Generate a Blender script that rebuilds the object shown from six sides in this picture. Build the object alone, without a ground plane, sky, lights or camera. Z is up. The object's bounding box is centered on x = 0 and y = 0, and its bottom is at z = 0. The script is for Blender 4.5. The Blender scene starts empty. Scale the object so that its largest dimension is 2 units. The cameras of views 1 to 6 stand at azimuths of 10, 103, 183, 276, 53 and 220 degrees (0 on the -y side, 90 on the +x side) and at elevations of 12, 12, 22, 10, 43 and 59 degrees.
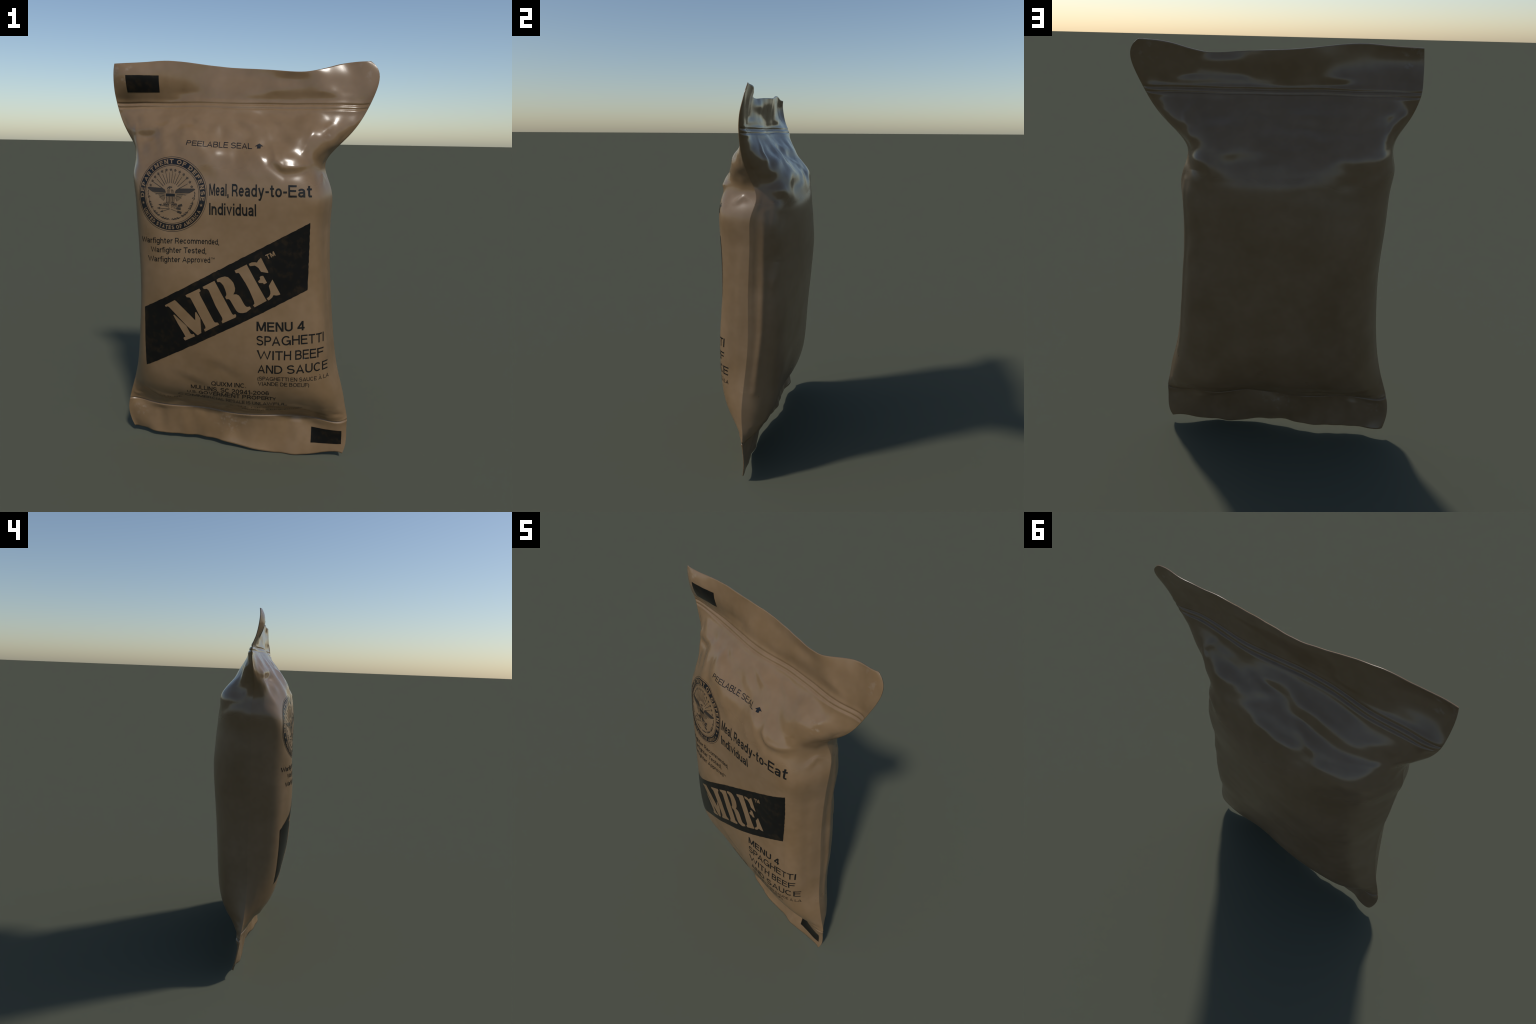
# A tan sealed field-ration pouch: two film sheets lofted through cross-sections, a flat
# crimped seal below, a loose flap above a pressed double seal line, and black printing.
import math
import random

import bpy
import bmesh
import numpy as np
from mathutils import Vector, noise
from mathutils.bvhtree import BVHTree
from mathutils.geometry import delaunay_2d_cdt

random.seed(7)
noise.seed_set(7)

# ---------------------------------------------------------------------------------------
# SHAPE: cross-sections of the filled body, from the bottom seam up to the pressed seal.
# Each has its left and right side crease (x, y) and how far the front and the back sheet
# stand out (y) at nine stations across the width.
# ---------------------------------------------------------------------------------------
ACROSS = [0, 0.03, 0.1, 0.22, 0.36, 0.5, 0.64, 0.78, 0.9, 0.97, 1]
BODY_SECTIONS = [
    dict(height=0.222, left=(-0.619, 0.005), right=(0.569, 0.001),
         front=[0.041, 0.004, -0.020, 0.029, -0.029, -0.034, 0.045, -0.013, -0.008],
         back=[0.041, 0.004, -0.020, 0.029, -0.029, -0.034, 0.045, -0.013, -0.008]),
    dict(height=0.250, left=(-0.614, 0.004), right=(0.567, 0.005),
         front=[0.019, -0.012, -0.033, -0.007, -0.047, -0.048, 0.004, -0.030, -0.024],
         back=[0.025, 0.035, 0.040, 0.052, 0.033, 0.034, 0.065, 0.057, 0.047]),
    dict(height=0.300, left=(-0.597, -0.006), right=(0.553, -0.001),
         front=[-0.014, -0.048, -0.075, -0.061, -0.090, -0.090, -0.057, -0.076, -0.051],
         back=[0.043, 0.087, 0.104, 0.107, 0.098, 0.091, 0.111, 0.109, 0.084]),
    dict(height=0.380, left=(-0.572, -0.011), right=(0.544, -0.011),
         front=[-0.068, -0.137, -0.148, -0.132, -0.149, -0.148, -0.139, -0.148, -0.087],
         back=[0.074, 0.153, 0.162, 0.166, 0.154, 0.127, 0.141, 0.128, 0.085]),
    dict(height=0.520, left=(-0.543, -0.022), right=(0.499, -0.006),
         front=[-0.132, -0.191, -0.186, -0.193, -0.193, -0.194, -0.199, -0.174, -0.104],
         back=[0.087, 0.161, 0.185, 0.201, 0.191, 0.164, 0.156, 0.133, 0.086]),
    dict(height=0.720, left=(-0.524, -0.008), right=(0.473, 0.013),
         front=[-0.168, -0.179, -0.211, -0.216, -0.218, -0.216, -0.186, -0.167, -0.166],
         back=[0.088, 0.160, 0.200, 0.209, 0.209, 0.192, 0.174, 0.161, 0.129]),
    dict(height=0.950, left=(-0.513, -0.013), right=(0.452, 0.002),
         front=[-0.154, -0.194, -0.241, -0.217, -0.209, -0.213, -0.190, -0.158, -0.136],
         back=[0.089, 0.172, 0.220, 0.224, 0.222, 0.208, 0.186, 0.168, 0.133]),
    dict(height=1.150, left=(-0.530, -0.014), right=(0.441, 0.008),
         front=[-0.122, -0.201, -0.227, -0.209, -0.198, -0.200, -0.190, -0.169, -0.122],
         back=[0.089, 0.179, 0.237, 0.240, 0.234, 0.218, 0.187, 0.142, 0.095]),
    dict(height=1.280, left=(-0.531, -0.010), right=(0.440, 0.012),
         front=[-0.135, -0.200, -0.215, -0.218, -0.207, -0.202, -0.190, -0.182, -0.136],
         back=[0.089, 0.169, 0.219, 0.238, 0.238, 0.223, 0.193, 0.165, 0.132]),
    dict(height=1.380, left=(-0.534, -0.007), right=(0.452, 0.008),
         front=[-0.153, -0.183, -0.209, -0.214, -0.203, -0.212, -0.194, -0.184, -0.140],
         back=[0.089, 0.161, 0.203, 0.232, 0.236, 0.224, 0.196, 0.146, 0.082]),
    dict(height=1.460, left=(-0.554, -0.003), right=(0.416, 0.052),
         front=[-0.132, -0.156, -0.193, -0.200, -0.189, -0.200, -0.195, -0.176, -0.112],
         back=[0.092, 0.162, 0.189, 0.218, 0.223, 0.214, 0.200, 0.167, 0.100]),
    dict(height=1.540, left=(-0.524, -0.009), right=(0.391, 0.013),
         front=[-0.110, -0.137, -0.180, -0.195, -0.174, -0.169, -0.185, -0.160, -0.086],
         back=[0.088, 0.167, 0.199, 0.190, 0.188, 0.186, 0.182, 0.163, 0.099]),
    dict(height=1.620, left=(-0.543, -0.024), right=(0.469, -0.005),
         front=[-0.065, -0.098, -0.149, -0.170, -0.141, -0.118, -0.127, -0.102, -0.056],
         back=[0.065, 0.121, 0.146, 0.139, 0.137, 0.139, 0.137, 0.115, 0.057]),
    dict(height=1.710, left=(-0.612, -0.007), right=(0.559, -0.002),
         front=[-0.032, -0.053, -0.081, -0.101, -0.084, -0.057, -0.064, -0.056, -0.020],
         back=[0.027, 0.048, 0.067, 0.060, 0.064, 0.076, 0.071, 0.049, 0.021]),
    dict(height=1.800, left=(-0.633, -0.006), right=(0.599, 0.002),
         front=[0.015, 0.005, 0.012, -0.020, -0.023, 0.014, 0.004, -0.013, 0.036],
         back=[0.015, 0.005, 0.012, -0.020, -0.023, 0.014, 0.004, -0.013, 0.036]),
]
BOTTOM_SEAL_ROWS = [
    dict(left=-0.609, right=0.552, depth=[0.036, 0.064, -0.003, 0.018, 0.040, -0.034, -0.022, -0.003, -0.024, 0.016, 0.005],
         height=[0.043, 0.042, 0.028, 0.033, 0.031, 0.035, 0.004, -0.003, 0.021, 0.043, 0.028]),
    dict(left=-0.635, right=0.580, depth=[0.019, 0.019, 0.008, 0.015, 0.020, -0.001, -0.009, -0.004, -0.005, 0.006, 0.013],
         height=[0.109, 0.102, 0.091, 0.093, 0.092, 0.092, 0.075, 0.069, 0.086, 0.095, 0.090]),
    dict(left=-0.636, right=0.564, depth=[0.008, 0.015, 0.008, 0.004, 0.014, -0.004, -0.011, 0.009, -0.000, 0.004, 0.017],
         height=[0.168, 0.160, 0.153, 0.153, 0.151, 0.149, 0.147, 0.139, 0.153, 0.146, 0.154]),
    dict(left=-0.619, right=0.569, depth=[0.005, 0.041, 0.004, -0.020, 0.029, -0.029, -0.034, 0.045, -0.013, -0.008, 0.001],
         height=[0.222, 0.217, 0.213, 0.214, 0.209, 0.206, 0.219, 0.207, 0.222, 0.195, 0.222]),
]
TOP_FLAP_ROWS = [
    dict(left=-0.633, right=0.599, depth=[-0.006, 0.015, 0.005, 0.012, -0.020, -0.023, 0.014, 0.004, -0.013, 0.036, 0.002],
         height=[1.798, 1.797, 1.797, 1.798, 1.797, 1.794, 1.795, 1.796, 1.793, 1.791, 1.796]),
    dict(left=-0.636, right=0.637, depth=[-0.030, -0.048, -0.051, -0.022, -0.009, -0.006, 0.004, 0.004, 0.008, 0.027, 0.015],
         height=[1.862, 1.861, 1.861, 1.867, 1.860, 1.852, 1.848, 1.847, 1.858, 1.863, 1.885]),
    dict(left=-0.636, right=0.664, depth=[-0.052, -0.092, -0.077, -0.031, -0.006, 0.006, 0.000, 0.001, 0.026, 0.031, 0.045],
         height=[1.924, 1.924, 1.924, 1.936, 1.921, 1.909, 1.903, 1.894, 1.926, 1.931, 1.955]),
    dict(left=-0.626, right=0.594, depth=[-0.043, -0.048, -0.034, -0.025, -0.008, 0.022, 0.000, -0.011, 0.053, 0.034, 0.046],
         height=[1.986, 1.988, 1.985, 2.006, 1.981, 1.966, 1.959, 1.937, 1.998, 1.995, 1.997]),
]
SEAM_Z, PRESS_Z = 0.222, 1.80
FILM = 0.0022            # half the thickness of the two sheets welded together


# ---------------------------------------------------------------------------------------
# B-spline lofting
# ---------------------------------------------------------------------------------------
def basis(count, t):
    """Clamped uniform cubic B-spline basis: one row per parameter, one column per control."""
    p = 3
    k = np.concatenate([[0] * p, np.linspace(0, 1, count - p + 1), [1] * p])
    t = np.clip(t, 0, 1 - 1e-9)
    n = ((t[:, None] >= k[None, :-1]) & (t[:, None] < k[None, 1:])).astype(float)
    for d in range(1, p + 1):
        m = np.zeros((len(t), n.shape[1] - 1))
        for i in range(m.shape[1]):
            a, b = k[i + d] - k[i], k[i + d + 1] - k[i + 1]
            if a > 0:
                m[:, i] += (t - k[i]) / a * n[:, i]
            if b > 0:
                m[:, i] += (k[i + d + 1] - t) / b * n[:, i + 1]
        n = m
    return n


def loft(net, v, u):
    net = np.asarray(net)
    return np.einsum("vi,ijk,uj->vuk", basis(net.shape[0], v), net, basis(net.shape[1], u))


def body_net(side):
    seam_h, press_h = BOTTOM_SEAL_ROWS[-1]["height"], TOP_FLAP_ROWS[0]["height"]
    net = []
    for s in BODY_SECTIONS:
        low = max(0, 1 - (s["height"] - SEAM_Z) / 0.35)
        high = max(0, 1 - (PRESS_Z - s["height"]) / 0.35)
        depth = [s["left"][1], *s[side], s["right"][1]]
        net.append([(s["left"][0] * (1 - a) + s["right"][0] * a, y,
                     s["height"] + low * (zs - SEAM_Z) + high * (zp - PRESS_Z))
                    for a, y, zs, zp in zip(ACROSS, depth, seam_h, press_h)])
    return net


def strip_net(rows):
    return [[(r["left"] * (1 - a) + r["right"] * a, y, z)
             for a, y, z in zip(ACROSS, r["depth"], r["height"])] for r in rows]


N_SEAL, N_BODY, N_FLAP = 26, 330, 44
half = np.linspace(0, 1, 30) ** 1.6 * 0.12
U = np.concatenate([half[:-1], np.linspace(0.12, 0.88, 150), 1 - half[::-1][1:]])
COLS_U = len(U)
SEAM_ROW, PRESS_ROW = N_SEAL, N_SEAL + N_BODY - 1


def sheet(side):
    v_seal = 1 - np.linspace(1, 0, N_SEAL + 1) ** 1.0
    v_body = np.linspace(0, 1, N_BODY)
    v_flap = np.linspace(0, 1, N_FLAP + 1)
    parts = [loft(strip_net(BOTTOM_SEAL_ROWS), v_seal, U)[:-1],
             loft(body_net(side), v_body, U),
             loft(strip_net(TOP_FLAP_ROWS), v_flap, U)[1:]]
    return np.concatenate(parts)


def relax_rows(g, centre, reach, rounds):
    """Ease a kink that runs across the sheet by averaging neighbouring rows."""
    rows = np.arange(len(g))
    w = np.exp(-((rows - centre) / reach) ** 2)[:, None, None] * 0.5
    for _ in range(rounds):
        avg = g.copy()
        avg[1:-1] = 0.5 * (g[:-2] + g[2:])
        g = g + w * (avg - g)
    return g


# rows are packed closer around the bottom seam and the pressed double line
def fine_rows():
    last, out, r = N_SEAL + N_BODY + N_FLAP - 1, [], 0.0
    while r < last:
        out.append(r)
        near = min(abs(r - SEAM_ROW) / 6, abs(r - PRESS_ROW) / 13 if r < PRESS_ROW else abs(r - PRESS_ROW) / 12)
        r = round((r + (0.25 if near < 1 else 1.0)) * 4) / 4
    return np.array(out + [float(last)])


FINE_ROWS = fine_rows()
SEAM_FINE, PRESS_FINE = (int(np.argmin(abs(FINE_ROWS - k))) for k in (SEAM_ROW, PRESS_ROW))


def resample(g):
    """Smooth (Catmull-Rom) interpolation of the rows at FINE_ROWS."""
    k = np.minimum(FINE_ROWS.astype(int), len(g) - 2)
    t = (FINE_ROWS - k)[:, None, None]
    a, b, c, d = g[np.maximum(k - 1, 0)], g[k], g[k + 1], g[np.minimum(k + 2, len(g) - 1)]
    return b + 0.5 * t * (c - a + t * (2 * a - 5 * b + 4 * c - d + t * (3 * (b - c) + d - a)))


def normals_of(g):
    n = np.cross(np.gradient(g, axis=1), np.gradient(g, axis=0))
    return n / (np.linalg.norm(n, axis=2, keepdims=True) + 1e-12)


def seg_distance(x, z, pts):
    """Distance in the x-z plane to a polyline, and position 0..1 along it."""
    best, along = np.full(x.shape, 9.0), np.zeros(x.shape)
    n = len(pts) - 1
    for i in range(n):
        (x0, z0), (x1, z1) = pts[i], pts[i + 1]
        dx, dz = x1 - x0, z1 - z0
        t = np.clip(((x - x0) * dx + (z - z0) * dz) / (dx * dx + dz * dz), 0, 1)
        d = np.hypot(x - x0 - t * dx, z - z0 - t * dz)
        closer = d < best
        best, along = np.where(closer, d, best), np.where(closer, (i + t) / n, along)
    return best, along


def fold(g, path, width, height):
    d, s = seg_distance(g[..., 0], g[..., 2], path)
    taper = 0.25 + 0.75 * np.sin(np.pi * np.clip(s, 0.02, 0.98)) if len(path) > 1 else 1
    return height * np.exp(-(d / width) ** 2) * taper


def ledge(g, path, width, height):
    """A soft step: fuller above the path, drawn in below it."""
    lift = lambda dz: [(x, z + dz) for x, z in path]
    return fold(g, lift(0.7 * width), width, height) - fold(g, lift(-0.7 * width), width, height)


def side_fold(g, path, width, height, side):
    """A fold that runs up the side of the pouch; its path is given in (y, z)."""
    d, s = seg_distance(g[..., 1], g[..., 2], path)
    return height * np.exp(-(d / width) ** 2) * smoothstep(0.25, 0.35, side * g[..., 0]) * np.sin(np.pi * np.clip(s, 0.03, 0.97)) ** 0.5


def dimple(g, x, z, rx, rz, height):
    return height * np.exp(-((g[..., 0] - x) / rx) ** 2 - ((g[..., 2] - z) / rz) ** 2)


def crumple(g, scale, offset, octaves=3, stretch=(1.0, 0.75), slant=0.0):
    out = np.empty(g.shape[:2])
    for i in range(g.shape[0]):
        for j in range(g.shape[1]):
            x, y, z = g[i, j]
            x, z = x + slant * z, z - slant * x
            out[i, j] = noise.fractal(Vector((stretch[0] * x / scale + offset, 0.7 * y / scale, stretch[1] * z / scale + offset * 2)), 1.0, 2.0, octaves)
    return out


def smoothstep(a, b, x):
    t = np.clip((x - a) / (b - a), 0, 1)
    return t * t * (3 - 2 * t)


def press_profile(h):
    """Height of the pressed double seal line, h measured up from its middle."""
    groove = lambda c, w: np.exp(-((h - c) / w) ** 2)
    thick = 0.0024 * np.exp(-(h / 0.028) ** 4)
    return thick + (-0.0048 * groove(0.0115, 0.0056) - 0.0036 * groove(-0.0085, 0.0044)
                    + 0.0006 * groove(-0.0190, 0.0060))


FRONT_FOLDS = [  # path in (x, z), width, height: + stands out, - is pressed in
    ([(-0.05, 1.745), (0.048, 1.705), (0.12, 1.690)], 0.020, 0.007),
    ([(0.09, 1.742), (0.15, 1.727), (0.20, 1.708)], 0.014, 0.006),
    ([(0.071, 1.752), (0.121, 1.738), (0.18, 1.708)], 0.012, -0.006),
    ([(0.15, 1.765), (0.20, 1.752), (0.25, 1.736)], 0.013, -0.006),
    ([(0.175, 1.600), (0.190, 1.540), (0.222, 1.512), (0.285, 1.512), (0.345, 1.530)], 0.013, 0.005),
    ([(0.128, 1.590), (0.165, 1.520), (0.235, 1.480), (0.340, 1.490)], 0.024, -0.008),
    ([(-0.510, 1.645), (-0.436, 1.656), (-0.390, 1.680)], 0.022, -0.009),
    ([(-0.527, 1.717), (-0.514, 1.637), (-0.478, 1.522)], 0.014, 0.005),
    ([(-0.455, 1.675), (-0.390, 1.690), (-0.310, 1.700)], 0.020, 0.005),
    ([(-0.240, 1.738), (-0.205, 1.700)], 0.020, -0.006),
    ([(0.330, 1.620), (0.315, 1.580), (0.345, 1.540)], 0.016, 0.004),
    ([(0.350, 1.700), (0.345, 1.660), (0.320, 1.610)], 0.018, 0.004),
    ([(0.440, 1.720), (0.415, 1.690), (0.395, 1.665)], 0.018, 0.005),
    ([(0.455, 1.590), (0.405, 1.560), (0.385, 1.500)], 0.022, -0.006),
    ([(-0.10, 1.600), (-0.02, 1.560), (0.08, 1.500)], 0.035, 0.005),
]
FRONT_LEDGES = [
    ([(-0.30, 0.49), (-0.20, 0.44), (-0.12, 0.41)], 0.030, 0.0030),
    ([(-0.12, 0.57), (-0.04, 0.54), (0.05, 0.48)], 0.034, 0.0030),
    ([(-0.29, 1.735), (-0.22, 1.712), (-0.15, 1.715)], 0.024, 0.0050),
    ([(-0.53, 1.665), (-0.46, 1.655), (-0.40, 1.670)], 0.022, 0.0050),
    ([(-0.48, 0.33), (-0.40, 0.285), (-0.28, 0.262)], 0.018, 0.0050),
    ([(0.13, 0.300), (0.30, 0.305), (0.44, 0.262)], 0.018, 0.0045),
]
BACK_LEDGES = [
    ([(0.30, 1.775), (0.06, 1.732), (-0.09, 1.677), (-0.24, 1.670), (-0.42, 1.650)], 0.030, 0.0062),
    ([(0.29, 1.772), (0.24, 1.766), (0.16, 1.768)], 0.016, 0.0030),
    ([(0.10, 1.716), (0.06, 1.713), (0.02, 1.712)], 0.014, 0.0030),
    ([(0.24, 1.640), (0.20, 1.652), (0.14, 1.668)], 0.020, 0.0025),
    ([(0.37, 1.470), (0.33, 1.485), (0.28, 1.500)], 0.030, 0.0050),
    ([(-0.12, 1.560), (-0.29, 1.530), (-0.42, 1.490)], 0.034, 0.0050),
    ([(0.50, 0.258), (0.30, 0.250), (0.12, 0.262)], 0.013, 0.0050),
    ([(0.05, 0.262), (-0.15, 0.252), (-0.30, 0.264)], 0.012, 0.0040),
    ([(-0.28, 0.262), (-0.42, 0.248), (-0.54, 0.246)], 0.013, 0.0050),
]
BACK_FOLDS = [
    ([(0.330, 1.770), (0.401, 1.690), (0.372, 1.560)], 0.016, 0.0060),
    ([(-0.55, 1.740), (-0.50, 1.680), (-0.49, 1.600)], 0.020, -0.0050),
    ([(0.01, 1.690), (-0.11, 1.640), (-0.24, 1.580)], 0.018, 0.0030),
]
BACK_SIDE_FOLDS = [  # path in (y, z), width, height, side
    ([(0.030, 1.40), (0.028, 1.10), (0.030, 0.80), (0.012, 0.50)], 0.016, -0.0075, 1),
    ([(0.078, 1.40), (0.076, 1.10), (0.072, 0.80), (0.045, 0.48)], 0.017, 0.0070, 1),
    ([(0.125, 1.46), (0.130, 1.40), (0.120, 1.30)], 0.022, 0.0060, 1),
    ([(0.135, 1.15), (0.130, 1.07), (0.120, 1.00)], 0.022, 0.0065, 1),
]
FRONT_SIDE_FOLDS = [
    ([(-0.075, 1.36), (-0.070, 0.95), (-0.070, 0.60), (-0.04, 0.42)], 0.024, -0.0030, 1),
    ([(-0.018, 0.46), (-0.010, 0.36), (0.00, 0.26)], 0.012, -0.0040, -1),
    ([(-0.075, 1.440), (-0.030, 1.472), (0.004, 1.450)], 0.013, 0.0050, 1),
]
FLAP_WAVES = [  # centre x, z, radii, outward height seen from the front
    (0.153, 1.862, 0.050, 0.040, 0.005), (0.390, 1.856, 0.035, 0.036, 0.006), (0.435, 1.844, 0.030, 0.034, 0.006),
    (0.234, 1.915, 0.080, 0.030, -0.009), (-0.300, 1.840, 0.110, 0.040, -0.006),
    (-0.100, 1.860, 0.090, 0.050, 0.006), (0.02, 1.93, 0.08, 0.03, -0.004),
]


def build_sheets():
    front, back = sheet("front"), sheet("back")
    for which in ("front", "back"):
        g = front if which == "front" else back
        g = relax_rows(g, PRESS_ROW, 8, 25)
        g = relax_rows(g, SEAM_ROW, 1.2, 1)
        if which == "front":
            front = g
        else:
            back = g
    front, back = resample(front), resample(back)
    body_t = np.clip((FINE_ROWS - SEAM_ROW) / (N_BODY - 1), 0, 1)
    # the welded strips share one middle surface
    edge = np.minimum(U, 1 - U)
    inner = smoothstep(0.0, 0.06, edge)[None, :]
    front0, back0 = front.copy(), back.copy()
    for which in ("front", "back"):
        g = front if which == "front" else back
        n = normals_of(g) * (1 if which == "front" else -1)      # outward
        z = g[..., 2]
        lift = np.zeros(z.shape)
        body = (smoothstep(0.0, 0.06, body_t) * (1 - smoothstep(0.96, 1.0, body_t)))[:, None] * inner
        whole_body = (smoothstep(0.0, 0.06, body_t) * (1 - smoothstep(0.96, 1.0, body_t)))[:, None] * smoothstep(0.0, 0.025, edge)[None, :]
        if which == "front":
            for path, w, h in FRONT_FOLDS:
                lift += fold(g, path, w, h) * body
            lift += dimple(g, 0.262, 1.562, 0.075, 0.050, 0.007) * body
            for path, w, h in FRONT_LEDGES:
                lift += ledge(g, path, w, h) * body
            for path, w, h, side in FRONT_SIDE_FOLDS:
                lift += side_fold(g, path, w, h, side) * whole_body
            upper = smoothstep(1.40, 1.58, z)
            lift += crumple(g, 0.140, 3.1, 2, (1.0, 0.8), 0.5) * 0.0140 * whole_body * (0.08 + 0.92 * upper)
            lift += crumple(g, 0.30, 8.3, 2) * 0.004 * whole_body
            # sag just above the bottom seam
            lift += crumple(g, 0.12, 5.7, 2) * 0.004 * body * (1 - smoothstep(0.30, 0.50, z))
            lift += crumple(g, 0.075, 9.1, 2, (1.0, 1.6)) * 0.0060 * whole_body * (1 - smoothstep(0.25, 0.33, z))
        else:
            for path, w, h in BACK_FOLDS:
                lift += fold(g, path, w, h) * body
            for path, w, h in BACK_LEDGES:
                lift += ledge(g, path, w, h) * body
            for path, w, h, side in BACK_SIDE_FOLDS:
                lift += side_fold(g, path, w, h, side) * whole_body
            lift += crumple(g, 0.12, 21.7, 2, (0.50, 1.0), -0.12) * 0.0150 * whole_body * (0.10 + 0.88 * smoothstep(1.35, 1.55, z))
            lift += crumple(g, 0.09, 4.4, 2, (0.7, 1.6)) * 0.0090 * whole_body * (1 - smoothstep(0.26, 0.36, z))
        flap = smoothstep(PRESS_Z + 0.015, PRESS_Z + 0.06, z)
        wave = np.zeros(z.shape)
        strip = 0.5 * (front0 + back0)
        for x0, z0, rx, rz, h in FLAP_WAVES:
            wave += dimple(g, x0, z0, rx, rz, h)
        wave = flap * (wave + crumple(strip, 0.14, 6.1, 2) * 0.006)
        low_strip = 1 - smoothstep(SEAM_Z - 0.05, SEAM_Z - 0.01, z)
        wave += low_strip * crumple(strip, 0.15, 2.2, 2, (1.2, 0.5)) * 0.012
        lift += wave * (1 if which == "front" else -1)
        # pressed double line
        mid = g[PRESS_FINE, :, 2][None, :]
        wobble = np.array([noise.noise(Vector((x * 7, 3.3, 0))) for x in g[PRESS_FINE, :, 0]])[None, :] * 0.0030
        lift += press_profile(z - mid - wobble) * smoothstep(0.0, 0.006, edge)[None, :]
        # sharp crease and small lip where the body film meets the bottom seal
        step = np.linalg.norm(np.diff(g, axis=0), axis=2)
        along = np.concatenate([np.zeros((1, COLS_U)), np.cumsum(step, axis=0)])
        along -= along[SEAM_FINE][None, :]
        lift += 0.0034 * np.exp(-(along / 0.020) ** 2) - 0.0072 * np.exp(-((along - 0.006) / 0.0045) ** 2)
        lift += FILM
        push = n * lift[..., None]
        push[..., 0] *= smoothstep(0.0, 0.03, edge)[None, :]      # never widen the outline
        g = g + push
        if which == "front":
            front = g
        else:
            back = g
    low = min(front[..., 2].min(), back[..., 2].min())
    front[..., 2] -= low
    back[..., 2] -= low
    return front, back


# ---------------------------------------------------------------------------------------
# MATERIALS
# ---------------------------------------------------------------------------------------
def nodes_of(mat):
    mat.use_nodes = True
    nt = mat.node_tree
    return nt, nt.nodes["Principled BSDF"], lambda kind: nt.nodes.new(kind)


def ramp(nt, a, b, c0, c1):
    r = nt.nodes.new("ShaderNodeValToRGB")
    r.color_ramp.elements[0].position, r.color_ramp.elements[1].position = a, b
    r.color_ramp.elements[0].color, r.color_ramp.elements[1].color = (*c0, 1), (*c1, 1)
    return r


def noise_node(nt, coord, scale, detail=3.0, rough=0.55):
    n = nt.nodes.new("ShaderNodeTexNoise")
    n.inputs["Scale"].default_value, n.inputs["Detail"].default_value = scale, detail
    n.inputs["Roughness"].default_value = rough
    nt.links.new(coord, n.inputs["Vector"])
    return n


SCUFFS = [((-0.58, -0.05, 1.945), 0.055), ((0.424, -0.08, 1.675), 0.035), ((-0.06, -0.02, 0.15), 0.07), ((0.03, -0.02, 0.19), 0.05),
          ((0.57, 0.085, 1.94), 0.065), ((-0.36, 0.14, 1.66), 0.03), ((-0.56, 0.0, 0.16), 0.04)]


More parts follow.
